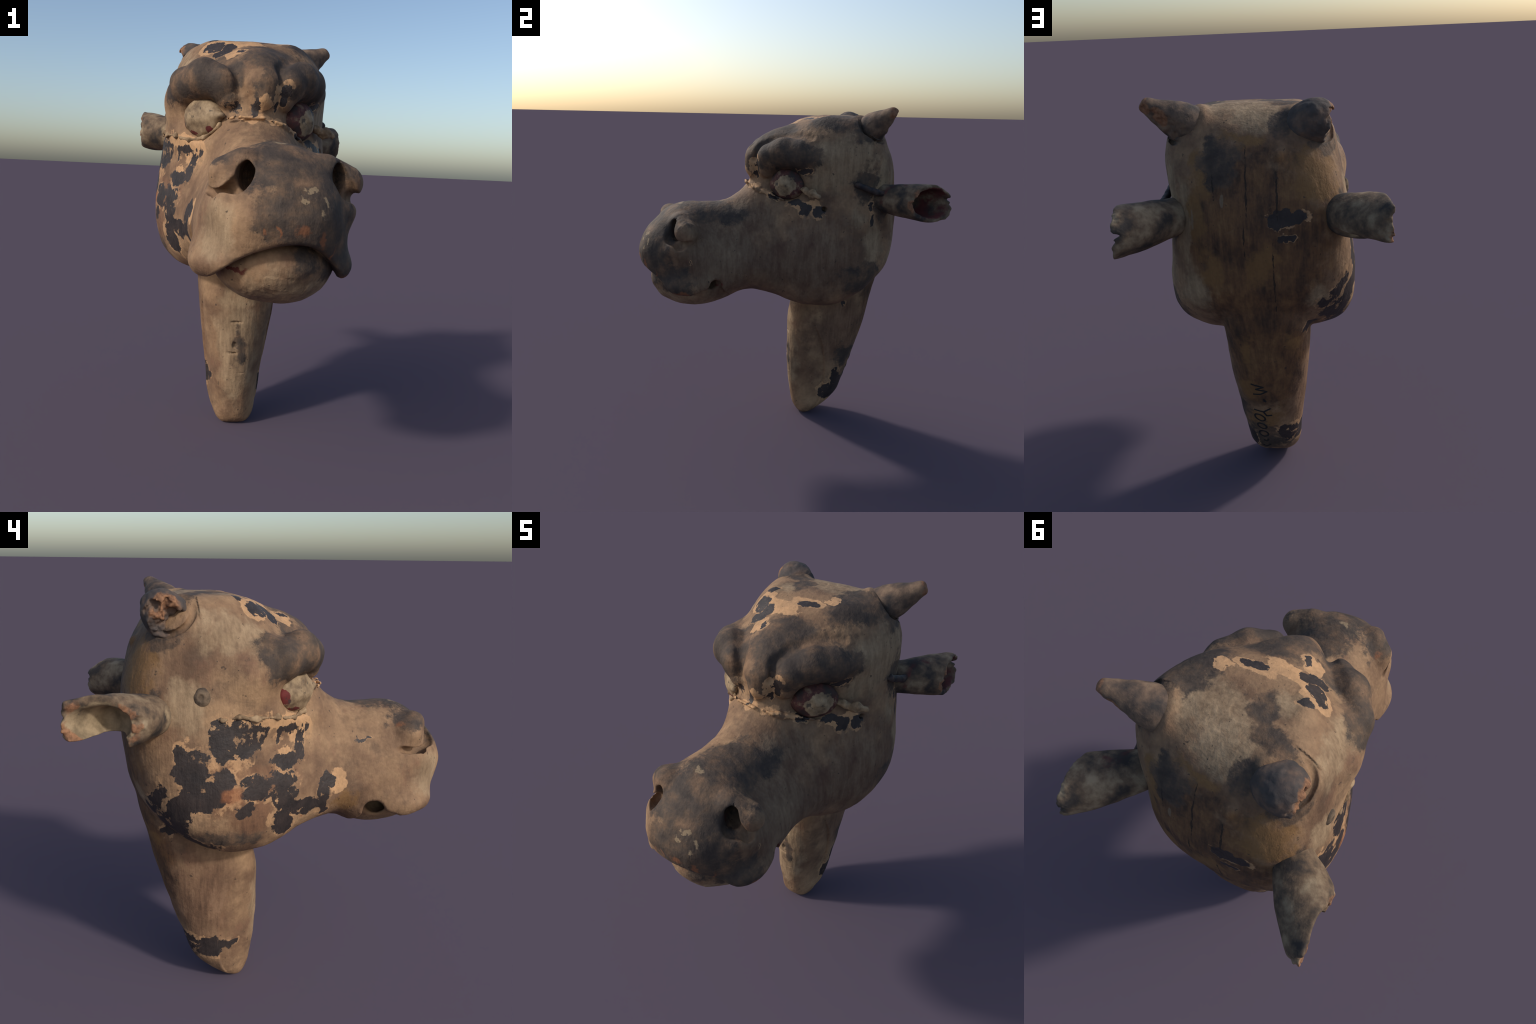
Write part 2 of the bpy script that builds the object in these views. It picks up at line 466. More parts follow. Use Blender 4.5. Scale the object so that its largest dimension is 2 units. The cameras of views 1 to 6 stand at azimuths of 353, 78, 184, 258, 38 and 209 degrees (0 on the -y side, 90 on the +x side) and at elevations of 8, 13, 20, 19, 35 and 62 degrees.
def flake(P, s):  # plaster crust standing off below the eye corner
    if s > 0:
        d = chain(P, [((.278, .045, 1.540), .012), ((.315, .055, 1.525), .020), ((.360, .078, 1.512), .025), ((.402, .105, 1.508), .018)], .02)
    else:
        d = chain(P, [((-.165, -.152, 1.510), .009), ((-.228, -.103, 1.456), .011), ((-.296, -.046, 1.442), .014), ((-.357, .042, 1.464), .012), ((-.395, .134, 1.475), .011), ((-.412, .217, 1.482), .009), ((-.420, .285, 1.476), .008)], .02)
    return d + .002 + (.008 if s > 0 else .0085) * fbm(P, 24, 70 + s, 3)

# ------------------------------------------------------------------ assembly
def add(name, v, q, mat, parent, normals=None):
    m = make_mesh(name, v, q)
    m.materials.append(mat)
    o = bpy.data.objects.new(name, m)
    bpy.context.scene.collection.objects.link(o)
    o.parent = parent
    if normals is not None:
        m.normals_split_custom_set_from_vertices(np.ascontiguousarray(normals, F32))
    return o

def implicit(name, f, lo, hi, h, mat, parent, splits=1):
    v, q = polygonise(f, lo, hi, h, splits)
    return add(name, v, q, mat, parent)

def regions(c):
    """which carved part a point of the block belongs to"""
    x, y, z = c.T
    part = np.full(len(c), "head", dtype=object)
    ax = np.abs(x)
    sn = (y < -.22) | ((y < -.05) & (z < 1.45) & (ax < .33) & (y + .22 < (ax - .1) * 0))
    part[sn & (z < 1.58)] = "muzzle"
    lowjaw = (y < -.30) & (z < mouth_height(x, y) - .004) & (z < 1.09)
    part[lowjaw] = "chin"
    part[(np.abs(x + .022) < .26) & (z < .86) & (neck(c.astype(F32)) < .012)] = "neck"
    for s in (1, -1):
        near = (chain(c.astype(F32), BROW[s], .03) < .012) & (y < .12)
        part[near] = "brow" if s > 0 else "brow.001"
    return part

# inked mark down the back of the peg: strokes as (x, z), one list of strokes per sign
def loop(cx, cz, a, b, tilt):
    t = np.linspace(0, 2 * np.pi, 15); k = math.radians(tilt)
    return [(cx + a * math.cos(i) * math.cos(k) - b * math.sin(i) * math.sin(k), cz + a * math.cos(i) * math.sin(k) + b * math.sin(i) * math.cos(k)) for i in t]

SIGNS = [
    [[(.061, .633), (.0, .613), (.041, .597), (-.017, .584), (.02, .561), (.055, .561)]],
    [[(.008, .528), (-.004, .508)], [(.004, .510), (.0, .526)]],
    [[(.060, .447), (.013, .436), (-.025, .462)], [(.013, .436), (-.002, .409), (-.030, .414)]],
    [loop(.034, .391, .030, .021, 40)], [loop(.028, .326, .026, .017, 35)], [loop(.024, .263, .025, .021, 40)],
    [[(.030, .212), (.008, .203), (.004, .222)]], [[(.035, .168), (.016, .153), (-.007, .175)]],
]

def back_y(x, z):
    y = np.full(x.shape, .80, F32)
    for _ in range(60):
        P = np.stack([x, y, z], -1).astype(F32)
        y = y - np.clip(block(P) * .7, -.02, .05)
    return y

def write_signs(mat, root):
    for strokes in SIGNS:
        cu = bpy.data.curves.new("letter", "CURVE"); cu.dimensions = "3D"; cu.bevel_depth = .0075; cu.bevel_resolution = 1
        for st in strokes:
            p = np.array(st); d = np.r_[0, np.cumsum(np.linalg.norm(np.diff(p, axis=0), axis=1))]
            t = np.linspace(0, d[-1], max(4, int(d[-1] / .006)))
            x, z = np.interp(t, d, p[:, 0]), np.interp(t, d, p[:, 1])
            y = back_y(x, z) - .0050
            sp = cu.splines.new("POLY"); sp.points.add(len(t) - 1)
            for q, a, b, c in zip(sp.points, x, y, z):
                q.co = (a, b, c, 1); q.radius = 1
        tmp = bpy.data.objects.new("letter_stroke", cu)
        bpy.context.scene.collection.objects.link(tmp)
        bpy.context.view_layer.update()
        m = bpy.data.meshes.new_from_object(tmp.evaluated_get(bpy.context.evaluated_depsgraph_get()))
        bpy.data.objects.remove(tmp); bpy.data.curves.remove(cu)
        m.name = "letter"; m.materials.clear(); m.materials.append(mat)
        o = bpy.data.objects.new("letter", m); o.parent = root
        bpy.context.scene.collection.objects.link(o)

def build(mats):
    root = bpy.data.objects.new("carved_cow_head", None)
    bpy.context.scene.collection.objects.link(root)
    root["label"] = "weathered carved wooden cow head on a tapering neck peg"
    root["category"] = "wood carving"
    h = H_BODY
    v, q = polygonise(block, (-.53, -.95, -.03), (.53, .78, 2.03), h, 1)
    n = vertex_normals(v, q)
    part = regions(v[q].mean(1))
    for kind in ("head", "muzzle", "chin", "neck", "brow", "brow.001"):
        f = q[part == kind]
        used, inv = np.unique(f, return_inverse=True)
        add(kind.split(".")[0], v[used], inv.reshape(-1, 4), mats["block"], root, n[used])
    for s in (1, -1):
        c, a = HORN[s]
        implicit("ear", lambda P: ear(P, s), (.24, .4, 1.33) if s > 0 else (-.62, .4, 1.33), (.62, .92, 1.66) if s > 0 else (-.24, .92, 1.66), .008, mats["ear"] if s > 0 else mats["ear_left"], root)
        lo = np.array(c) - .17; hi = np.array(c) + .22
        implicit("horn", lambda P: horn(P, s), lo, hi, .006, mats["horn"] if s > 0 else mats["horn_stub"], root)
        c = EYE[s][0]
        implicit("eye", lambda P: eyeball(P, s), np.array(c) - .16, np.array(c) + .16, .008, mats["eye"] if s > 0 else mats["eye_left"], root)
        implicit("plaster_flake", lambda P: flake(P, s), (.23, -.03, 1.45) if s > 0 else (-.46, -.20, 1.39), (.49, .16, 1.60) if s > 0 else (-.12, .34, 1.56), .005, mats["plaster"], root)
    implicit("plug", stud, (-.49, .29, 1.5), (-.34, .43, 1.63), .006, mats["plug"], root)
    implicit("nail", nail, (.32, .27, 1.45), (.48, .55, 1.63), .006, mats["iron"], root)
    write_signs(mats["ink"], root)
    return root
# ------------------------------------------------------------------ materials
class Shader:
    """small helper round a node tree; every pattern is in Object coordinates"""
    def __init__(self, name):
        self.mat = bpy.data.materials.new(name); self.mat.use_nodes = True
        self.t = self.mat.node_tree; self.n = self.t.nodes; self.l = self.t.links
        self.bsdf = self.n["Principled BSDF"]
        self.P = self.n.new("ShaderNodeTexCoord").outputs["Object"]

    def put(self, sock, val):
        if isinstance(val, bpy.types.NodeSocket):
            self.l.new(val, sock)
        elif isinstance(val, tuple) and len(val) == 3 and sock.type == "RGBA":
            sock.default_value = (*val, 1)
        else:
            sock.default_value = val

    def math(self, op, a, b=None, c=None, clamp=False):
        k = self.n.new("ShaderNodeMath"); k.operation = op; k.use_clamp = clamp
        for i, v in enumerate((a, b, c)):
            if v is not None:
                self.put(k.inputs[i], v)
        return k.outputs[0]

    def vec(self, op, a, b=None, s=None):
        k = self.n.new("ShaderNodeVectorMath"); k.operation = op
        self.put(k.inputs[0], a)
        if b is not None: self.put(k.inputs[1], b)
        if s is not None: self.put(k.inputs["Scale"], s)
        return k.outputs["Value" if op in ("LENGTH", "DOT_PRODUCT") else "Vector"]

    def noise(self, scale, detail=4, rough=.55, at=None, stretch=None, color=False, shift=0):
        v = at or self.P
        if stretch: v = self.vec("MULTIPLY", v, stretch)
        if shift: v = self.vec("ADD", v, (shift, shift * .7, -shift))
        k = self.n.new("ShaderNodeTexNoise")
        self.put(k.inputs["Vector"], v); k.inputs["Scale"].default_value = scale
        k.inputs["Detail"].default_value = detail; k.inputs["Roughness"].default_value = rough
        return k.outputs["Color" if color else "Fac"]

    def warp(self, scale, amount, detail=4, shift=0):
        c = self.noise(scale, detail, .6, color=True, shift=shift)
        return self.vec("ADD", self.P, self.vec("SCALE", self.vec("SUBTRACT", c, (.5, .5, .5)), s=amount))

    def ramp(self, fac, stops, mode="LINEAR"):
        k = self.n.new("ShaderNodeValToRGB"); self.put(k.inputs[0], fac); r = k.color_ramp; r.interpolation = mode
        while len(r.elements) < len(stops): r.elements.new(.5)
        for e, (p, c) in zip(r.elements, stops):
            e.position = p; e.color = (*c, 1)
        return k.outputs["Color"]

    def span(self, v, a, b, c=0., d=1., smooth=True):
        k = self.n.new("ShaderNodeMapRange"); k.interpolation_type = "SMOOTHSTEP" if smooth else "LINEAR"
        for i, x in enumerate((v, a, b, c, d)): self.put(k.inputs[i], x)
        return k.outputs[0]

    def mix(self, f, a, b, mode="MIX"):
        k = self.n.new("ShaderNodeMix"); k.data_type = "RGBA"; k.blend_type = mode
        self.put(k.inputs["Factor"], f)
        ins = [s for s in k.inputs if s.type == "RGBA"]
        self.put(ins[0], a); self.put(ins[1], b)
        return [o for o in k.outputs if o.type == "RGBA"][0]

    def blob(self, at, c, r, tilt=0):
        q = self.vec("SUBTRACT", at, tuple(c))
        if tilt:
            k = self.n.new("ShaderNodeVectorRotate"); k.rotation_type = "X_AXIS"
            self.put(k.inputs["Vector"], q); k.inputs["Angle"].default_value = math.radians(-tilt)
            q = k.outputs[0]
        return self.vec("LENGTH", self.vec("DIVIDE", q, tuple(r)))

    def nearest(self, at, blobs):
        v = None
        for b in blobs:
            d = self.blob(at, *b)
            v = d if v is None else self.math("SMOOTH_MIN", v, d, .25)
        return v

    def finish(self, color, rough, bump=None, strength=.3, distance=.004):
        self.put(self.bsdf.inputs["Base Color"], color)
        self.put(self.bsdf.inputs["Roughness"], rough)
        self.bsdf.inputs["Specular IOR Level"].default_value = .3
        if bump is not None:
            k = self.n.new("ShaderNodeBump"); k.inputs["Strength"].default_value = strength; k.inputs["Distance"].default_value = distance
            self.put(k.inputs["Height"], bump); self.put(self.bsdf.inputs["Normal"], k.outputs[0])
        return self.mat

CREAM = (.47, .30, .165)
BLACK = (.030, .026, .026)

# where each coat lies on the block: (centre, radii[, tilt about x in degrees])
GRIME = [((.42, -.02, 1.17), (.2, .42, .30)), ((.30, -.42, 1.16), (.2, .3, .28)), ((.24, -.25, 1.38), (.2, .2, .12))]
BARE_WOOD = [((-.01, .69, 1.36), (.31, .2, .48)), ((-.02, .56, .75), (.20, .12, .36))]
NECK_WOOD = [((.17, .36, .62), (.12, .17, .24)), ((-.19, .36, .55), (.10, .16, .26))]
OCHRE = [((-.26, .57, 1.62), (.10, .08, .15)), ((-.05, .69, 1.30), (.07, .05, .10)), ((.24, .62, 1.50), (.05, .06, .12)), ((.06, .50, .62), (.06, .05, .10)), ((.205, .615, 1.69), (.06, .06, .10)), ((.19, .66, 1.27), (.05, .05, .09)),
         ((.03, .57, 1.82), (.09, .05, .03)), ((.07, .54, .85), (.03, .05, .10)), ((-.13, .53, .9), (.03, .05, .08)),
         ((.02, .45, .36), (.10, .08, .07)), ((-.265, -.31, 1.05), (.06, .06, .07))]
PALE = [((.40, .18, 1.70), (.12, .16, .16)), ((.38, .32, 1.72), (.10, .12, .15)), ((.34, .09, 1.60), (.08, .07, .07)), ((.42, .45, 1.22), (.08, .07, .15)), ((.43, .35, 1.41), (.05, .05, .10)),
        ((.36, .51, 1.64), (.06, .05, .09)), ((.05, .37, 1.95), (.15, .12, .08)), ((-.13, .22, 1.945), (.07, .06, .06)),
        ((-.04, .50, 1.90), (.09, .08, .07)), ((.27, .60, 1.17), (.08, .07, .11)), ((-.27, .60, 1.13), (.07, .06, .06)),
        ((-.36, .22, 1.82), (.10, .16, .10)), ((-.42, .42, 1.52), (.07, .08, .13)), ((.30, .60, 1.45), (.035, .06, .20)),
        ((.04, -.60, .87), (.22, .24, .14)), ((-.22, -.76, 1.10), (.10, .10, .10)), ((-.03, .05, .42), (.13, .07, .36)), ((.02, -.62, 1.43), (.05, .03, .03))]
SOOT = [((.10, -.75, 1.34), (.20, .18, .17)), ((.20, -.84, 1.12), (.17, .12, .17)), ((.04, -.87, 1.20), (.10, .08, .13)), ((.08, -.52, 1.45), (.13, .14, .07)),
        ((.28, -.70, 1.00), (.08, .12, .09)), ((.20, -.42, 1.38), (.09, .14, .05)), ((-.14, -.64, 1.38), (.07, .09, .05)),
        ((.22, -.07, 1.745), (.15, .17, .11)), ((.30, .02, 1.70), (.08, .10, .07)), ((-.16, -.18, 1.68), (.07, .09, .09)), ((-.20, -.12, 1.74), (.14, .14, .11)), ((-.34, -.01, 1.70), (.10, .16, .08)),
        ((.08, -.10, 1.82), (.13, .17, .12)), ((.04, -.23, 1.66), (.05, .06, .08)), ((.25, .22, 1.92), (.10, .15, .07)), ((.35, .42, 1.86), (.10, .10, .07)),
        ((-.07, .28, 1.95), (.05, .06, .05)), ((-.15, .39, 1.94), (.10, .06, .07)), ((-.14, .51, 1.87), (.06, .05, .06)), ((-.33, .50, 1.80), (.07, .08, .05)),
        ((.12, .61, 1.75), (.08, .06, .09)), ((.42, .40, 1.02), (.08, .15, .09)), ((-.02, .04, .44), (.035, .05, .09)),
        ((.0, .45, .22), (.13, .12, .10)), ((.40, .40, 1.58), (.05, .07, .09)), ((-.34, .53, 1.56), (.05, .06, .04)), ((.36, .50, 1.44), (.05, .06, .08)), ((.12, .40, .45), (.06, .07, .10)), ((-.40, .28, .96), (.10, .13, .05))]
GESSO = [((-.05, -.245, 1.548), (.14, .05, .022)), ((.10, -.225, 1.535), (.07, .05, .020)), ((.17, -.14, 1.50), (.06, .05, .020)), ((-.02, -.25, 1.60), (.11, .05, .045)), ((.09, -.21, 1.64), (.03, .06, .07)),
         ((-.30, -.09, 1.40), (.08, .08, .07)), ((-.34, .02, 1.445), (.09, .13, .030)), ((-.36, -.01, 1.31), (.05, .055, .055)),
         ((-.07, .075, 1.915), (.12, .05, .05)), ((.05, .14, 1.93), (.08, .04, .04)), ((-.20, .11, 1.90), (.07, .07, .07)), ((.15, .19, 1.94), (.04, .03, .03)), ((-.10, -.03, 1.85), (.05, .05, .05)),
         ((.33, .05, 1.44), (.08, .10, .045)), ((-.26, -.26, 1.13), (.05, .06, .06)), ((-.44, .22, 1.25), (.05, .06, .05))]
FLAKES = [((-.43, .21, 1.385), (.10, .125, .075), -8), ((-.43, .29, 1.39), (.08, .05, .075)), ((-.43, .41, 1.27), (.09, .065, .085)), ((-.41, .45, 1.33), (.08, .03, .05)),
          ((-.44, .38, 1.155), (.09, .105, .055)), ((-.41, .07, 1.17), (.10, .14, .042), -10), ((-.37, -.02, 1.272), (.09, .085, .035)), ((-.33, -.085, 1.345), (.08, .026, .075)),
          ((-.33, .555, 1.14), (.09, .033, .09), 15), ((-.36, .49, 1.02), (.09, .058, .085), 35), ((-.36, .39, .925), (.09, .085, .035), 25),
          ((-.29, -.218, 1.148), (.06, .032, .036)), ((-.30, -.195, 1.065), (.08, .026, .085)), ((-.34, -.08, 1.045), (.09, .09, .040)), ((-.36, .02, .985), (.09, .05, .07), -30),
          ((-.34, -.03, 1.395), (.06, .045, .024)), ((-.30, -.12, 1.385), (.06, .022, .04)), ((-.371, .035, 1.385), (.06, .016, .035)), ((-.42, .20, 1.09), (.08, .05, .025)),
          ((-.109, -.214, 1.580), (.032, .06, .024)), ((-.019, -.244, 1.594), (.024, .06, .040)), ((.078, -.236, 1.595), (.014, .05, .034)), ((.12, -.20, 1.645), (.022, .06, .045)),
          ((.345, .06, 1.43), (.06, .04, .045), -20), ((.385, .13, 1.405), (.06, .04, .026)), ((.30, .0, 1.458), (.06, .075, .022)), ((.312, .045, 1.632), (.05, .036, .016)), ((.16, -.085, 1.488), (.05, .05, .022)),
          ((.40, .425, 1.435), (.06, .012, .032)), ((.405, .435, 1.37), (.06, .014, .022)),
          ((-.131, .66, 1.51), (.050, .06, .042)), ((-.20, .64, 1.505), (.045, .06, .024)), ((-.148, .66, 1.427), (.030, .06, .014)), ((-.40, .46, 1.10), (.05, .04, .09)),
          ((-.19, .10, 1.895), (.034, .045, .06)), ((-.13, .045, 1.88), (.036, .03, .05)), ((-.177, .18, 1.936), (.022, .020, .05)), ((.056, .127, 1.927), (.042, .020, .05)), ((-.156, .03, 1.87), (.05, .02, .05)), ((-.08, -.03, 1.85), (.02, .03, .04)),
          ((-.18, .31, .245), (.07, .085, .055)), ((-.16, .225, .25), (.06, .035, .022)), ((-.10, .42, .27), (.045, .07, .055)), ((.125, .35, .30), (.05, .028, .05)), ((.10, .32, .18), (.05, .07, .05)), ((.10, .37, .22), (.04, .05, .06)),
          ((-.225, .52, .93), (.025, .05, .035)), ((.195, .355, .80), (.04, .014, .022)), ((-.42, .12, 1.21), (.08, .10, .022)), ((-.44, .30, 1.22), (.06, .05, .05)), ((-.40, .45, 1.10), (.06, .05, .08)), ((-.36, .0, 1.11), (.08, .06, .05)), ((-.208, -.41, 1.307), (.04, .036, .007)), ((.25, -.237, 1.379), (.03, .014, .022)), ((.28, -.60, 1.13), (.04, .010, .014))]
CLAY = [((-.457, .248, 1.158), (.05, .05, .042)), ((-.316, -.094, .99), (.03, .010, .014)), ((-.041, -.863, 1.10), (.007, .04, .020)), ((.005, -.869, 1.12), (.009, .04, .018)), ((.08, -.875, 1.125), (.028, .04, .024)),
        ((.16, -.85, 1.09), (.012, .04, .03)), ((.32, -.66, .945), (.05, .06, .014)), ((.22, -.80, 1.03), (.01, .05, .04)), ((-.17, -.60, 1.335), (.03, .04, .02))]
SPECKS = [((.125, -.837, 1.262), (.036, .05, .012)), ((.155, -.868, 1.193), (.016, .05, .020)), ((.10, -.86, 1.225), (.02, .05, .014)), ((.03, -.64, 1.43), (.035, .03, .03)), ((.19, -.83, 1.22), (.010, .05, .02))]
LIP_RED = [((-.14, -.73, .955), (.06, .05, .010)), ((.09, -.83, 1.062), (.05, .03, .010)), ((.30, -.46, .975), (.05, .05, .022)), ((.10, -.70, 1.28), (.10, .05, .05))]
CRACKS = [((.012, .65, 1.66), (.0035, .10, .17)), ((.028, .69, 1.42), (.003, .10, .08)), ((-.115, .63, 1.60), (.004, .10, .13)), ((-.090, .67, 1.20), (.0035, .10, .16)), ((.152, .64, 1.65), (.004, .10, .05)), ((-.29, .56, 1.37), (.004, .10, .05))]
SLITS = [((.114, .66, 1.583), (.008, .08, .032)), ((.255, .61, 1.50), (.008, .08, .05))]

def block_material():
    s = Shader("weathered_painted_wood")
    soft = s.warp(6, .17, 5); crisp = s.warp(11, .110, 6, 3.1); tiny = s.warp(30, .012, 3)
    broad = s.noise(4.2, 7, .62); mid = s.noise(15, 5, .6, shift=5.); fine = s.noise(70, 4, .6)
    grain = s.noise(9, 5, .62, stretch=(5.5, 5.5, .55), shift=2.)
    scratch = s.noise(16, 4, .6, stretch=(9, 9, .7), shift=9.)
    col = s.ramp(broad, [(.30, (.100, .062, .040)), (.42, (.165, .105, .066)), (.52, (.235, .155, .094)), (.62, (.305, .207, .124)), (.74, (.385, .265, .158))])
    rust = s.span(s.noise(8, 6, .65, shift=12.), .54, .70)
    col = s.mix(s.math("MULTIPLY", rust, .6), col, (.175, .098, .064))
    stain = s.span(s.noise(6.5, 7, .66, shift=17.), .50, .68)
    col = s.mix(s.math("MULTIPLY", stain, .70), col, (.095, .064, .045))

    def coat(col, blobs, paint, strength=1., lo=1.35, hi=.55, at=None, ragged=.55, by=None):
        d = s.nearest(at or soft, blobs)
        d = s.math("ADD", d, s.math("MULTIPLY", s.math("SUBTRACT", by or mid, .5), ragged * 2))
        return s.mix(s.math("MULTIPLY", s.span(d, lo, hi), strength), col, paint)

    streak = s.math("ADD", s.math("MULTIPLY", grain, .30), s.math("MULTIPLY", s.noise(6, 8, .70, stretch=(1.3, 1.3, .8), shift=50.), .70))
    col = coat(col, GRIME, s.ramp(streak, [(.38, (.085, .047, .034)), (.47, (.120, .080, .055)), (.55, (.155, .112, .078)), (.64, (.195, .148, .102))]), .9)
    col = coat(col, BARE_WOOD, s.ramp(streak, [(.37, (.038, .026, .019)), (.45, (.080, .045, .027)), (.52, (.124, .067, .034)), (.60, (.170, .098, .046)), (.70, (.225, .145, .075))]), .96, 1.35, .85)
    col = coat(col, NECK_WOOD, s.ramp(streak, [(.38, (.085, .050, .034)), (.5, (.160, .098, .063)), (.6, (.22, .142, .092)), (.7, (.29, .195, .125))]), .85)
    col = coat(col, OCHRE, (.190, .110, .046), .85, 1.35, .7, ragged=.9)
    col = coat(col, PALE, s.ramp(streak, [(.38, (.165, .118, .076)), (.48, (.245, .183, .118)), (.57, (.315, .243, .158)), (.68, (.37, .29, .19))]), .84, 1.3, .62, ragged=.8)
    sooty = s.ramp(s.noise(9, 7, .66, shift=40.), [(.36, (.030, .027, .027)), (.48, (.056, .046, .040)), (.56, (.092, .066, .048)), (.64, (.150, .098, .064)), (.72, (.21, .14, .09))])
    col = coat(col, SOOT, sooty, .93, 1.36, .92, ragged=1.25, by=s.noise(10, 8, .74, shift=60.))
    col = coat(col, GESSO, s.ramp(mid, [(.34, (.36, .235, .135)), (.56, CREAM)]), .95, 1.06, .96, at=crisp)
    col = coat(col, [((-.43, .22, 1.12), (.10, .22, .13)), ((-.40, .02, 1.20), (.08, .14, .06)), ((-.44, .30, 1.25), (.06, .12, .06))], s.ramp(streak, [(.40, (.105, .058, .038)), (.55, (.175, .098, .058))]), .8, 1.0, .55, ragged=1.3, by=broad)
    # flaking black paint: chalk ground shows as a rim and in worn islands
    d = s.nearest(crisp, FLAKES)
    d = s.math("ADD", d, s.math("MULTIPLY", s.math("SUBTRACT", s.noise(24, 6, .7, shift=7.), .5), 1.3))
    rim = s.math("MULTIPLY", s.span(s.math("ADD", d, s.math("MULTIPLY", s.math("SUBTRACT", s.noise(8, 5, .65, shift=33.), .5), 2.2)), 1.5, 1.36), s.span(s.noise(9, 4, .6, shift=4.), .46, .56))
    col = s.mix(s.math("MULTIPLY", rim, .75), col, s.ramp(mid, [(.36, (.36, .235, .135)), (.55, CREAM)]))
    worn = s.span(s.noise(11, 7, .72, shift=21.), .385, .40)
    black = s.math("MULTIPLY", s.span(d, 1.14, 1.10), worn)
    scr = s.span(scratch, .68, .72)
    col = s.mix(black, col, s.mix(s.math("MULTIPLY", scr, .35), s.ramp(mid, [(.35, (.024, .021, .022)), (.65, (.042, .034, .033))]), (.20, .12, .075)))
    col = coat(col, CLAY, (.26, .108, .050), .65, 1.15, .5, at=crisp, ragged=.9)
    col = coat(col, SPECKS, (.30, .235, .15), .75, .85, .6, at=crisp, ragged=1.2)
    col = coat(col, LIP_RED, (.115, .018, .016), .85, 1.2, .8)
    col = coat(col, SLITS, (.20, .165, .12), .6, 1.1, .7, at=tiny, ragged=.8)
    col = coat(col, CRACKS, (.018, .015, .013), .85, 1.0, .75, at=tiny, ragged=2.2)
    # pores, dark specks, grain
    specks = s.span(s.noise(48, 2, .5, shift=30.), .715, .735)
    col = s.mix(s.math("MULTIPLY", specks, .75), col, (.045, .034, .028))
    shade = s.math("ADD", s.math("MULTIPLY", s.span(grain, .3, .7, .86, 1.11, False), .45), s.math("MULTIPLY", s.span(fine, .3, .7, .82, 1.16, False), .55))
    k = s.n.new("ShaderNodeCombineXYZ")
    for i in range(3): s.put(k.inputs[i], shade)
    col = s.mix(1.0, col, k.outputs[0], "MULTIPLY")
    col = s.mix(1.0, col, (1.03, .94, .86), "MULTIPLY")
    height = s.math("ADD", s.math("MULTIPLY", grain, .7), s.math("ADD", s.math("MULTIPLY", mid, .8), s.math("MULTIPLY", fine, .5)))
    return s.finish(col, s.math("SUBTRACT", .78, s.math("MULTIPLY", black, .22)), height, .7, .006)

def piece_material(name, stops, edge=None, edges=(), inner=None, hollows=(), tilt=0):
    """mottled set-in piece: coat colours, raw clay-brown broken edges, own colour in the hollow"""
    s = Shader(name)
    soft = s.warp(11, .05, 4); mid = s.noise(17, 6, .62, shift=3.); fine = s.noise(75, 4, .6)
    col = s.ramp(s.noise(11, 6, .6, shift=8.), stops)
    height = s.math("ADD", mid, s.math("MULTIPLY", fine, .5))
    if hollows:
        d = None
        for c, axis, r in hollows:      # distance from the bore's axis
            q = s.vec("SUBTRACT", soft, tuple(c))
            along = s.vec("DOT_PRODUCT", q, tuple(float(a) for a in axis))
            off = s.vec("SUBTRACT", q, s.vec("SCALE", tuple(float(a) for a in axis), s=along))
            d = s.math("DIVIDE", s.vec("LENGTH", off), r)
        sep = s.n.new("ShaderNodeSeparateXYZ"); s.put(sep.inputs[0], s.P)
        deep = s.span(s.math("ABSOLUTE", sep.outputs[0]), .40, .43)
        col = s.mix(s.math("MULTIPLY", deep, s.span(d, 1.06, .94)), col, s.ramp(mid, [(.35, inner[0]), (.65, inner[1])]))
    if edges:
        d = s.nearest(soft, edges)
        d = s.math("ADD", d, s.math("MULTIPLY", s.math("SUBTRACT", mid, .5), .8))
        col = s.mix(s.math("MULTIPLY", s.span(d, 1.12, .9), .9), col, s.ramp(fine, [(.3, edge[0]), (.7, edge[1])]))
    return s.finish(col, .82, height, .7, .005)

def eye_material(name, s_red, patch):
    s = Shader(name)
    crisp = s.warp(13, .085, 6); mid = s.noise(17, 6, .65)
    chalk = s.ramp(mid, [(.34, (.115, .075, .045)), (.46, (.205, .142, .083)), (.56, (.29, .205, .120)), (.68, (.38, .28, .17))])
    d = s.nearest(crisp, patch)
    red = s.ramp(mid, [(.38, (.034, .026, .022)), (.48, (.055, .026, .022)), (.56, (.095, .030, .025)), (.66, (.21, .14, .085))])
    col = s.mix(s.span(d, .94, 1.0), chalk, red) if s_red else s.mix(s.span(d, 1.03, .97), chalk, s.ramp(mid, [(.40, (.075, .020, .018)), (.6, (.150, .026, .024))]))
    dark = s.span(s.noise(26, 4, .6, shift=14.), .62, .66)
    col = s.mix(s.math("MULTIPLY", dark, .8), col, (.045, .036, .032))
    return s.finish(col, .7, s.math("ADD", mid, 0.), .6, .005)

def plain_material(name, stops, scale=22, rough=.85, metallic=0., bump=.7):
    s = Shader(name)
    m = s.noise(scale, 6, .62)
    s.bsdf.inputs["Metallic"].default_value = metallic
    return s.finish(s.ramp(m, stops), rough, m, bump, .006)

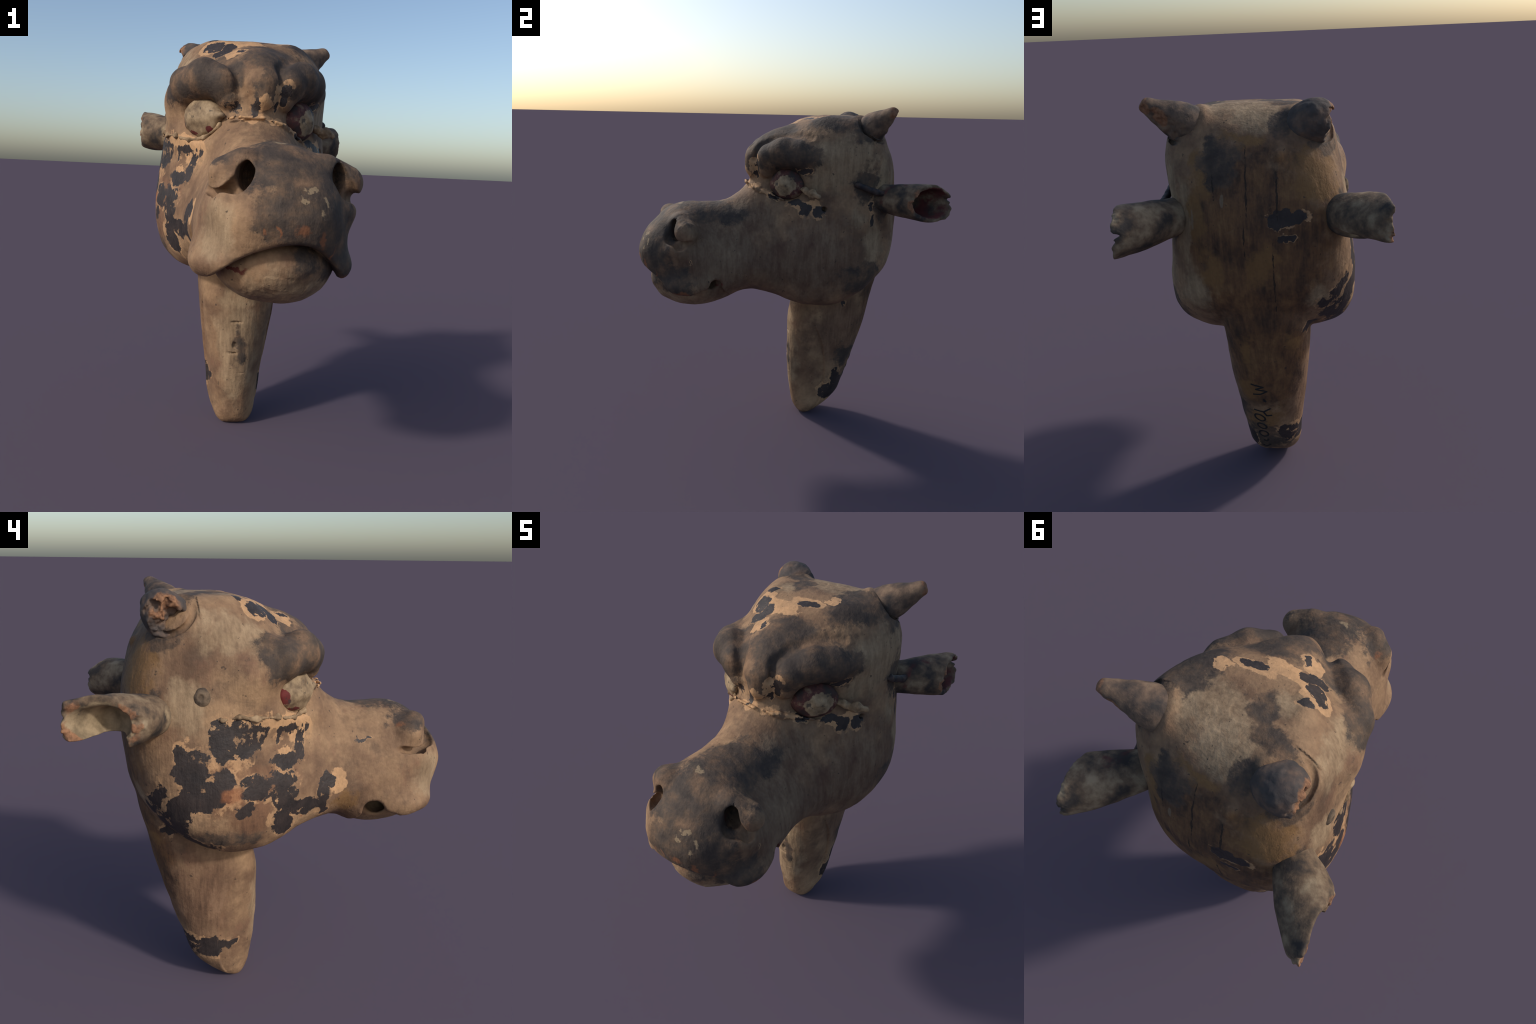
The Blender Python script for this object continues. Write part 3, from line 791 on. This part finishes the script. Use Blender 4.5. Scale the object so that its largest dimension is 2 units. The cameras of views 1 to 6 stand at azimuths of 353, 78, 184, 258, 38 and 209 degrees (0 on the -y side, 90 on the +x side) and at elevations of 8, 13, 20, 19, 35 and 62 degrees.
SKIN = [(.36, (.038, .031, .027)), (.44, (.080, .057, .040)), (.52, (.140, .094, .059)), (.60, (.205, .147, .092)), (.70, (.29, .22, .14))]
RAW = ((.15, .068, .034), (.32, .155, .080))
H_BODY = .008
earR, earL = unit((.32, .315, -.005)), unit((-.32, .32, .028))
M = {
    "block": block_material(),
    "ear": piece_material("ear_wood", SKIN, RAW, [((.585, .70, 1.48), (.026, .20, .14))], ((.070, .020, .018), (.125, .030, .026)), [((.28, .455, 1.487), earR, .088)]),
    "ear_left": piece_material("ear_wood_pale", SKIN, RAW, [((-.585, .72, 1.50), (.030, .22, .14))], ((.17, .125, .075), (.36, .265, .16)), [((-.28, .47, 1.487), earL, .084)]),
    "horn": piece_material("horn_wood", [(.36, (.036, .031, .029)), (.46, (.078, .055, .042)), (.56, (.14, .092, .062)), (.66, (.21, .14, .09))], RAW, [((.46, .53, 1.97), (.05, .05, .05)), ((.38, .545, 1.90), (.04, .035, .06))]),
    "horn_stub": piece_material("broken_horn_wood", [(.32, (.040, .038, .038)), (.48, (.075, .058, .050)), (.66, (.17, .105, .07))], ((.10, .045, .024), (.34, .17, .085)), [((-.385, .47, 1.91), (.055, .12, .11))]),
    "eye": eye_material("chipped_red_eye", True, [((.250, -.055, 1.553), (.085, .070, .062))]),
    "eye_left": eye_material("chalky_eye", False, [((-.32, .025, 1.53), (.03, .045, .055)), ((-.20, -.15, 1.485), (.03, .03, .022)), ((-.30, -.05, 1.478), (.06, .05, .014))]),
    "plaster": plain_material("plaster", [(.36, (.12, .078, .044)), (.5, (.235, .155, .088)), (.66, (.36, .25, .145))]),
    "plug": plain_material("dark_plug_wood", [(.40, (.060, .044, .032)), (.6, (.15, .105, .068))]),
    "iron": plain_material("rusty_iron", [(.36, (.030, .028, .030)), (.55, (.060, .042, .036)), (.7, (.11, .055, .035))], 30, .55, .35),
    "ink": plain_material("black_ink", [(.4, (.012, .012, .013)), (.7, (.024, .022, .022))], 40, .8),
}
build(M)
